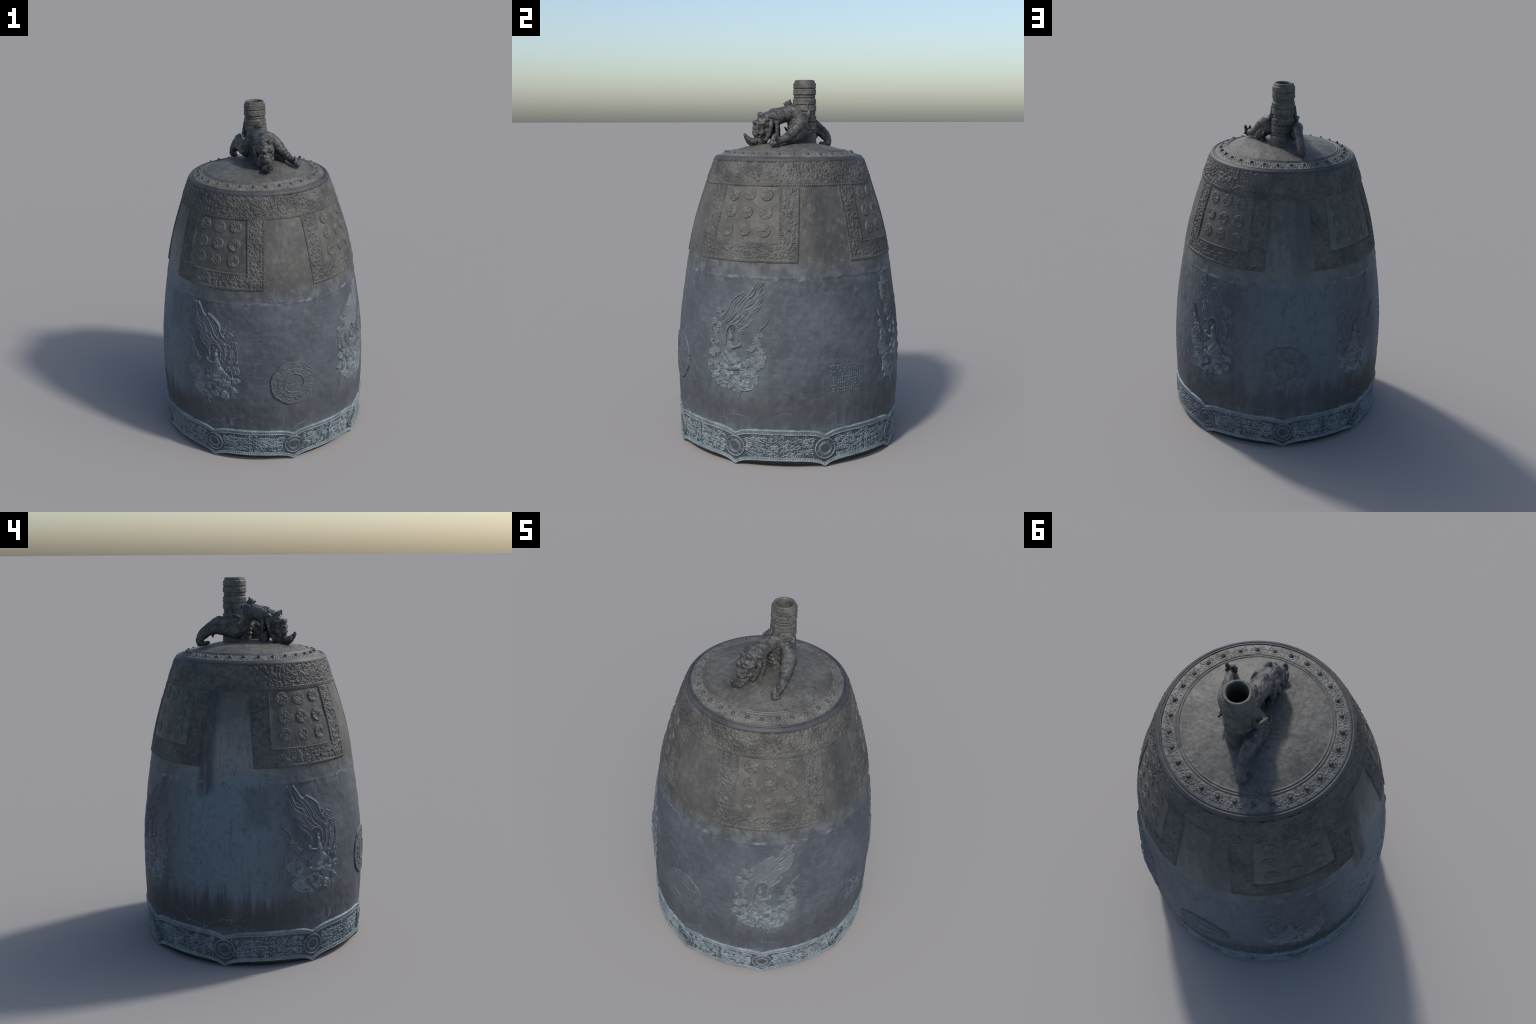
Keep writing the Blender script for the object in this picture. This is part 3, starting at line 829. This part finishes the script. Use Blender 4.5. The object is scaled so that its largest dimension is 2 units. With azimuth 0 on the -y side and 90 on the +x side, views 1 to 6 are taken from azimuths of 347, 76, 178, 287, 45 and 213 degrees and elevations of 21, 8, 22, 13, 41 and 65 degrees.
# --- sound tube
TX, TY = .0015, .0923
def build_tube():
    bands = [(1.985, 1.952), (1.952, 1.917), (1.898, 1.863), (1.863, 1.828), (1.808, 1.769), (1.769, 1.726), (1.706, 1.645)]
    necks = [(1.917, 1.898), (1.828, 1.808), (1.726, 1.706)]
    base_r = lambda z: .0615 + (.0665 - .0615) * (1.985 - z) / .34
    pts = [(.040, 1.70), (.0405, 1.80), (.041, 1.95), (.0415, 1.990), (.0435, 1.9975), (.048, 2.0), (.0525, 1.9985), (.0550, 1.995), (.0562, 1.990), (.0568, 1.986)]
    segs = sorted([(a, b, 0) for a, b in bands] + [(a, b, 1) for a, b in necks], reverse=True)
    for a, b, neck in segs:
        r = base_r((a + b) / 2)
        if neck:
            m = (a + b) / 2
            pts += [(r - .0045, a - .001), (r - .0045, m + .0035), (r - .0022, m + .0025), (r - .0022, m - .0025), (r - .0045, m - .0035), (r - .0045, b + .001)]
        else:
            pts += [(r - .0040, a - .0006), (r - .0008, a - .0022), (r + .0012, a - .006), (r + .0008, (a + b) / 2 + .005), (r + .0006, (a + b) / 2 - .005),
                    (r + .0020, b + .007), (r + .0018, b + .0035), (r - .0006, b + .0018), (r - .0042, b + .0006)]
    pts = np.array(pts)
    n = 120; t = np.linspace(0, 2*np.pi, n, endpoint=False); T = t[:, None]
    r = pts[:, 0][None]; z = pts[:, 1][None] + 0*T
    out = (r > .05)
    r = r * (1 + 0*T) + out * (.0008 * fbm(T*5*np.ones_like(r), z*60, 3) + .0011*fbm(T*14*np.ones_like(r), z*160, 6))
    # small flower bumps round the bands
    for a, b, neck in segs:
        if neck: continue
        zc = (a + b) / 2
        for k in range(10):
            ac = 2*np.pi*(k + .5*(zc*10 % 1)) / 10
            d = (((T - ac + np.pi) % (2*np.pi) - np.pi) * .063) ** 2 + (z - zc) ** 2
            r = r + out * .0016 * np.exp(-d / .007**2)
    wrap = 1.0
    V = np.stack([TX + r*np.cos(T), TY + r*np.sin(T), z], -1)
    V[..., 2] = np.minimum(V[..., 2], 2.0)
    me = make_mesh("sound_tube", V.reshape(-1, 3), grid_faces(n, len(pts), True)[:, ::-1])
    tube = add("sound_tube", me, bell, M_tube)
    q = np.linspace(.01, 1, 4); TT, Q = np.meshgrid(t, q, indexing='ij')
    V = np.stack([TX + .0405*Q*np.cos(TT), TY + .0405*Q*np.sin(TT), 1.702 + 0*TT], -1)
    add("tube_floor", make_mesh("tube_floor", V.reshape(-1, 3), grid_faces(n, 4, True)), tube, M_tube)
build_tube()

# ------------------------------------------------------------------ dragon
# sculpted as a field of blended capsules, then skinned; every primitive carries the part it belongs to
class Sculpt:
    PARTS = ["torso", "neck", "head", "leg", "leg", "tongue", "jewel", "horn"]
    def __init__(s, lo, hi, res):
        s.res = res; s.ax = [np.arange(lo[i], hi[i], res) for i in range(3)]
        s.shape = tuple(len(a) for a in s.ax)
        s.D = np.full(s.shape, .05, np.float32); s.L = np.zeros(s.shape, np.int8)
    def local(s, lo, hi):
        sl = []
        for i in range(3):
            a, b = np.searchsorted(s.ax[i], [lo[i], hi[i]]); sl.append(slice(max(0, a-1), b+1))
        return tuple(sl)
    def put(s, d, sl, label, k, carve=False):
        D = s.D[sl]
        if carve:
            h = np.clip(.5 - .5*(d + D)/k, 0, 1); s.D[sl] = D*(1-h) - d*h + k*h*(1-h); return
        near = d < D
        s.L[sl] = np.where(near, label, s.L[sl])
        h = np.clip(.5 + .5*(D - d)/k, 0, 1)
        s.D[sl] = D*(1-h) + d*h - k*h*(1-h)
    def capsule(s, a, b, label, k=.008, carve=False):
        """a, b = (x, y, z, r)"""
        a = np.array(a, float); b = np.array(b, float); R = max(a[3], b[3]) + .03
        sl = s.local(np.minimum(a, b)[:3] - R, np.maximum(a, b)[:3] + R)
        G = np.meshgrid(*[s.ax[i][sl[i]] for i in range(3)], indexing='ij', sparse=True)
        d = b[:3] - a[:3]; L = d @ d + 1e-12
        t = np.clip(sum((G[i] - a[i]) * d[i] for i in range(3)) / L, 0, 1)
        q = np.sqrt(sum((G[i] - a[i] - t*d[i])**2 for i in range(3)))
        s.put((q - (a[3] + t*(b[3]-a[3]))).astype(np.float32), sl, label, k, carve)
    def chain(s, pts, label, k=.008, n=4, carve=False):
        p = spline(pts, n)
        for u, v in zip(p[:-1], p[1:]): s.capsule(u, v, label, k, carve)
    def ball(s, c, r, label, k=.006, sq=(1, 1, 1), carve=False):
        c = np.array(c, float); R = r * max(sq) + .03
        sl = s.local(c - R, c + R)
        G = np.meshgrid(*[s.ax[i][sl[i]] for i in range(3)], indexing='ij', sparse=True)
        q = np.sqrt(sum(((G[i] - c[i]) / sq[i])**2 for i in range(3)))
        s.put(((q - r) * min(sq)).astype(np.float32), sl, label, k, carve)
    def skin(s):
        """naive surface nets"""
        D = s.D; sg = D < 0
        c = np.zeros(tuple(n-1 for n in s.shape), np.int8)
        offs = [(i, j, k) for i in (0, 1) for j in (0, 1) for k in (0, 1)]
        sub = lambda A, o: A[o[0]:A.shape[0]-1+o[0], o[1]:A.shape[1]-1+o[1], o[2]:A.shape[2]-1+o[2]]
        for o in offs: c += sub(sg, o)
        act = (c > 0) & (c < 8); idx = -np.ones(c.shape, np.int64); idx[act] = np.arange(act.sum())
        cells = np.argwhere(act)
        P = np.zeros((len(cells), 3)); W = np.zeros(len(cells))
        for o in offs:
            for a in range(3):
                if o[a]: continue
                o2 = list(o); o2[a] = 1
                d0 = D[cells[:, 0]+o[0], cells[:, 1]+o[1], cells[:, 2]+o[2]]
                d1 = D[cells[:, 0]+o2[0], cells[:, 1]+o2[1], cells[:, 2]+o2[2]]
                m = (d0 < 0) != (d1 < 0)
                t = d0[m] / (d0[m] - d1[m]); q = np.tile(np.array(o, float), (m.sum(), 1)); q[:, a] += t
                P[m] += q; W[m] += 1
        V = np.array([s.ax[i][0] for i in range(3)]) + (cells + P / W[:, None]) * s.res
        F = []; LB = []
        for a in range(3):
            b, e = (a+1) % 3, (a+2) % 3
            s0 = np.take(sg, range(s.shape[a]-1), a); s1 = np.take(sg, range(1, s.shape[a]), a)
            cr = np.argwhere(s0 != s1)
            cr = cr[(cr[:, b] > 0) & (cr[:, e] > 0) & (cr[:, b] < s.shape[b]-1) & (cr[:, e] < s.shape[e]-1)]
            flip = s0[tuple(cr.T)]
            quad = []
            for (u, v) in ((0, 0), (-1, 0), (-1, -1), (0, -1)):
                q = cr.copy(); q[:, b] += u; q[:, e] += v; quad.append(idx[tuple(q.T)])
            quad = np.stack(quad, -1)
            quad[~flip] = quad[~flip][:, ::-1]
            F.append(quad); LB.append(s.L[tuple(cr.T)])
        return V, np.vstack(F), np.concatenate(LB)

TORSO, NECK, HEAD, LEG_A, LEG_B, TONGUE, JEWEL, HORN = range(8)
S = Sculpt((-.150, -.275, 1.625), (.232, .295, 1.902), .0023)
mir = lambda p: (-p[0], *p[1:])
# torso column hugging the tube, ribbed belly
S.chain([(0, .062, 1.64, .056), (0, .060, 1.70, .056), (0, .058, 1.76, .056), (0, .055, 1.81, .052)], TORSO, .01)
# arched neck
S.chain([(.002, .060, 1.822, .048), (.003, .025, 1.822, .041), (.004, -.015, 1.815, .038), (.004, -.055, 1.803, .039), (.004, -.090, 1.785, .040)], NECK, .012)
for k in range(4):
    z = 1.70 + .022*k
    S.chain([(-.045, .028, z, .004), (-.02, .004, z-.003, .005), (.02, .004, z-.003, .005), (.045, .028, z, .004)], TORSO, .004)
# head: crown, face plunging to the plate
S.chain([(.004, -.095, 1.790, .040), (.004, -.130, 1.776, .039), (.004, -.160, 1.745, .036), (.004, -.176, 1.708, .027)], HEAD, .012)
S.ball((.004, -.168, 1.752), .030, HEAD, .008, (1.05, .8, .9))
S.chain([(.004, -.125, 1.735, .032), (.004, -.135, 1.700, .028), (.004, -.150, 1.675, .022)], HEAD, .01)          # lower jaw
for sx in (-1, 1):
    X = lambda v: .004 + sx * v
    S.chain([(X(.006), -.192, 1.762, .008), (X(.022), -.190, 1.768, .010), (X(.036), -.172, 1.762, .009), (X(.044), -.150, 1.764, .007)], HEAD, .003)
    S.ball((X(.019), -.193, 1.737), .0105, HEAD, .003)                     # eye
    S.ball((X(.017), -.189, 1.708), .009, HEAD, .003)                      # nostril wing
    for k in range(7):                                                     # beaded brow
        t = k / 6
        S.ball((X(.014 + .024*math.sin(t*2.2)), -.185 - .012*math.sin(t*3) + .022*t, 1.775 - .060*t), .0062, HEAD, .002)
    S.ball((X(.036), -.158, 1.712), .014, HEAD, .006)                      # cheek
    S.ball((X(.031), -.173, 1.690), .010, HEAD, .005)
    # mane locks falling from the neck to the plate
    S.chain([(X(.030), -.080, 1.800, .015), (X(.042), -.080, 1.765, .013), (X(.038), -.076, 1.715, .010), (X(.026), -.072, 1.668, .011)], HEAD, .004)
    S.chain([(X(.034), -.105, 1.790, .014), (X(.047), -.110, 1.755, .013), (X(.043), -.120, 1.710, .010), (X(.034), -.138, 1.672, .010)], HEAD, .004)
    S.chain([(X(.030), -.125, 1.790, .010), (X(.046), -.112, 1.800, .010), (X(.052), -.090, 1.792, .008), (X(.050), -.070, 1.776, .006)], HEAD, .003)   # ear
    S.chain([(X(.022), -.092, 1.700, .014), (X(.020), -.085, 1.675, .014), (X(.022), -.080, 1.655, .013)], HEAD, .005)
    # crest knobs
    S.chain([(X(.017), -.140, 1.783, .014), (X(.018), -.152, 1.800, .011), (X(.017), -.160, 1.812, .005)], HORN, .004)
    S.ball((X(.028), -.158, 1.790), .009, HORN, .003)
for sx in (-1, 1):
    X = lambda v: .004 + sx * v
    S.ball((X(.042), -.140, 1.738), .013, HEAD, .003, carve=True)          # hollow behind the jaw
    S.chain([(X(.050), -.098, 1.745, .010), (X(.048), -.100, 1.700, .008)], HEAD, .003, carve=True)
    S.chain([(X(.040), -.138, 1.706, .009), (X(.030), -.165, 1.696, .008), (X(.016), -.192, 1.690, .006)], HEAD, .002, carve=True)   # mouth slit
    S.ball((X(.020), -.192, 1.750), .006, HEAD, .002, carve=True)
    S.ball((X(.019), -.196, 1.738), .009, HEAD, .0015)
    for k in range(6):                                                     # curls down the cheek and beard
        t = k / 5
        S.ball((X(.044), -.142 + .066*t, 1.778 + .004*math.sin(9*t)), .0072, HEAD, .002)
    for k in range(4):
        S.chain([(X(.010+.011*k), -.118+.012*k, 1.806-.006*k, .010), (X(.013+.013*k), -.134+.012*k, 1.820-.007*k, .004)], HEAD, .002)   # jagged mane
    S.chain([(X(.020), -.146, 1.790, .015), (X(.022), -.160, 1.808, .012), (X(.018), -.166, 1.822, .004)], HORN, .003)
    S.chain([(X(.026), -.150, 1.796, .010), (X(.034), -.158, 1.812, .004)], HORN, .002)
S.chain([(.004, -.066, 1.770, .016), (.004, -.062, 1.720, .013), (.004, -.060, 1.664, .015)], HEAD, .004)
S.ball((.004, -.197, 1.715), .013, HEAD, .004, (1.2, .9, .8))              # nose
S.ball((.004, -.190, 1.757), .012, HEAD, .004, (1.1, .8, .9))
S.chain([(.004, -.060, 1.838, .010), (.004, -.085, 1.830, .013), (.004, -.105, 1.826, .010)], NECK, .004)
S.chain([(.004, -.120, 1.800, .012), (.004, -.138, 1.812, .007)], HORN, .004)
# neck scales as low bumps
for k in range(5):
    for j in range(9):
        a = -1.9 + j * .475 + (k % 2) * .24; y = .005 - .022*k; zc = 1.817 - .0065*k
        S.ball((.004 + .038*math.sin(a), y, zc + .038*math.cos(a)), .0068, NECK, .003)
# curled tongue
S.chain([(.004, -.140, 1.668, .018), (.002, -.175, 1.660, .021), (0, -.205, 1.660, .019), (.002, -.228, 1.672, .0145), (.004, -.242, 1.690, .009), (.006, -.252, 1.704, .004)], TONGUE, .008)
S.chain([(-.018, -.190, 1.664, .010), (-.018, -.215, 1.668, .010), (-.012, -.232, 1.682, .007)], TONGUE, .006)
S.chain([(.022, -.190, 1.664, .010), (.022, -.215, 1.668, .010), (.016, -.232, 1.682, .007)], TONGUE, .006)
# wish-jewel on the nape
S.ball((.004, -.002, 1.868), .0205, JEWEL, .003, (1, 1.1, .95))
S.chain([(.004, -.003, 1.845, .017), (.004, .000, 1.856, .015)], JEWEL, .004)
S.chain([(.004, -.018, 1.869, .009), (.004, -.031, 1.871, .002)], JEWEL, .003)
S.chain([(.004, .006, 1.884, .007), (.004, .010, 1.893, .002)], JEWEL, .003)
# leg reaching forward to the right, claw clasping a pearl
S.chain([(.042, .060, 1.795, .026), (.082, .054, 1.776, .031), (.114, .024, 1.750, .029), (.138, -.016, 1.713, .0245), (.156, -.044, 1.692, .0200), (.175, -.086, 1.675, .0165), (.190, -.122, 1.665, .0140)], LEG_B, .012)
S.ball((.076, .050, 1.738), .042, LEG_B, .012)
S.chain([(.104, .036, 1.715, .030), (.122, .010, 1.690, .024), (.138, -.016, 1.676, .017)], LEG_B, .010)
S.ball((.195, -.142, 1.660), .0195, LEG_B, .003)
for (dx, dy, dz, r) in ((-.006, .006, .022, .010), (.014, .008, .014, .010), (.018, .014, .000, .009), (-.018, .006, .008, .009), (-.014, -.004, .016, .007)):
    S.ball((.195+dx, -.142+dy, 1.660+dz), r, LEG_B, .003)
S.chain([(.206, -.132, 1.676, .009), (.213, -.130, 1.694, .008), (.214, -.134, 1.704, .005)], LEG_B, .003)
S.chain([(.189, -.136, 1.682, .009), (.186, -.134, 1.698, .007)], LEG_B, .003)
S.chain([(.108, .020, 1.660, .018), (.126, -.010, 1.662, .012), (.142, -.045, 1.660, .009)], LEG_B, .006)
for t in (.0, .4, .8):                                                     # sinews along the shin
    S.chain([(.116+.014*t, .032-.016*t, 1.775-.022*t, .006), (.146+.008*t, -.008-.014*t, 1.736-.012*t, .005), (.168, -.054, 1.702, .0035)], LEG_B, .002)
S.ball((.128, .012, 1.768), .009, LEG_B, .003)
# leg stretching to the rear on the left, foot curled under
S.chain([(-.040, .050, 1.795, .024), (-.052, .055, 1.752, .036), (-.066, .095, 1.752, .032), (-.078, .135, 1.760, .027), (-.081, .168, 1.763, .0225), (-.083, .200, 1.744, .0185), (-.088, .225, 1.725, .018), (-.094, .248, 1.703, .018), (-.100, .261, 1.672, .018), (-.102, .261, 1.650, .018)], LEG_A, .010)
S.chain([(-.058, .060, 1.715, .040), (-.070, .110, 1.718, .032), (-.078, .145, 1.722, .025), (-.081, .172, 1.722, .020), (-.084, .200, 1.711, .0165), (-.090, .222, 1.704, .0155), (-.096, .240, 1.684, .0145)], LEG_A, .010)
S.ball((-.103, .260, 1.645), .0175, LEG_A, .005)
S.chain([(-.101, .250, 1.644, .013), (-.095, .232, 1.646, .011), (-.090, .216, 1.651, .008)], LEG_A, .004)
S.chain([(-.108, .248, 1.646, .011), (-.114, .228, 1.646, .008)], LEG_A, .004)
S.chain([(-.088, .185, 1.708, .009), (-.090, .191, 1.694, .007), (-.090, .189, 1.680, .003)], LEG_A, .004)
S.chain([(-.074, .130, 1.782, .008), (-.080, .165, 1.784, .008), (-.084, .200, 1.760, .005)], LEG_A, .004)
for t in (0, .5, 1):
    S.chain([(-.097, .120, 1.750-.022*t, .006), (-.098, .165, 1.748-.02*t, .005), (-.099, .205, 1.725-.012*t, .003)], LEG_A, .002)
# flame whiskers and curls laid on the haunches and the tube
def curl(cx, cy, cz, r, w, nx, label, hand=1, turns=1.2, a0=0.):
    """spiral whisker in the y-z plane standing off a haunch"""
    t = np.linspace(0, 1, 12)
    p = [(cx + nx * .006 * k, cy + r*(1-.8*k)*math.cos(a0 + hand*turns*6.28*k), cz + r*(1-.8*k)*math.sin(a0 + hand*turns*6.28*k), w) for k in t]
    for u, v in zip(p[:-1], p[1:]): S.capsule(u, v, label, .003)
for sx, lab in ((1, LEG_B), (-1, LEG_A)):
    X = sx; hx = 0 if sx > 0 else .020
    S.chain([(X*.060, .100, 1.880, .004), (X*.064, .092, 1.858, .006), (X*.066, .100, 1.830, .008), (X*.070, .092, 1.805, .010), (X*.078, .080, 1.790, .010)], lab, .004)
    S.chain([(X*.074, .090, 1.800, .007), (X*.084, .060, 1.803, .006), (X*.088, .048, 1.797, .005), (X*.088, .036, 1.790, .004)], lab, .003)
    curl(X*(.088-hx*.6), .044, 1.785, .013, .0048, X, lab, X, 1.2, 1.0)
    curl(X*(.112 if X > 0 else .090), .052, 1.748, .016, .0048, X*.4, lab, -X, 1.3, 2.0)
    for k in range(3):
        S.chain([(X*(.106-.004*k-hx), .020-.010*k, 1.715+.012*k, .0045), (X*(.116-.005*k-hx), .052, 1.705-.004*k, .0045), (X*(.106-hx), .085+.006*k, 1.716, .004)], lab, .003)

def build_dragon():
    # leathery skin: low noise on the field itself
    G = np.meshgrid(*S.ax, indexing='ij')
    m = np.abs(S.D) < .012
    x, y, z = G[0][m], G[1][m], G[2][m]
    S.D[m] += .0015 * (vnoise(x*95 + z*40, y*95 + z*60, 3) + .8*vnoise(z*150 + y*30, x*150 + y*50, 5))
    S.D[m] += .0008 * np.abs(vnoise(y*210 + x*60, z*210 - x*80, 9))
    V, F, LB = S.skin()
    # relax the voxel stair-steps
    E = np.vstack([F[:, [0, 1]], F[:, [1, 2]], F[:, [2, 3]], F[:, [3, 0]]])
    E = np.vstack([E, E[:, ::-1]])
    cnt = np.bincount(E[:, 0], minlength=len(V))[:, None]
    for f in (.40, -.25):
        acc = np.stack([np.bincount(E[:, 0], V[E[:, 1], i], minlength=len(V)) for i in range(3)], -1)
        V = V + f * (acc / np.maximum(cnt, 1) - V)
    whole = make_mesh("dragon_whole", V, F)
    N = np.empty(len(V) * 3, np.float32); whole.vertices.foreach_get("normal", N); N = N.reshape(-1, 3)
    bpy.data.meshes.remove(whole)
    drg = bpy.data.objects.new("dragon_handle", None); col.objects.link(drg); drg.parent = bell
    for lab, name in enumerate(Sculpt.PARTS):
        f = F[LB == lab]
        if not len(f): continue
        used, inv = np.unique(f.ravel(), return_inverse=True)
        me = make_mesh(name, V[used], inv.reshape(-1, 4))
        me.normals_split_custom_set_from_vertices(N[used].tolist())
        add(name, me, drg, M_dragon)
build_dragon()
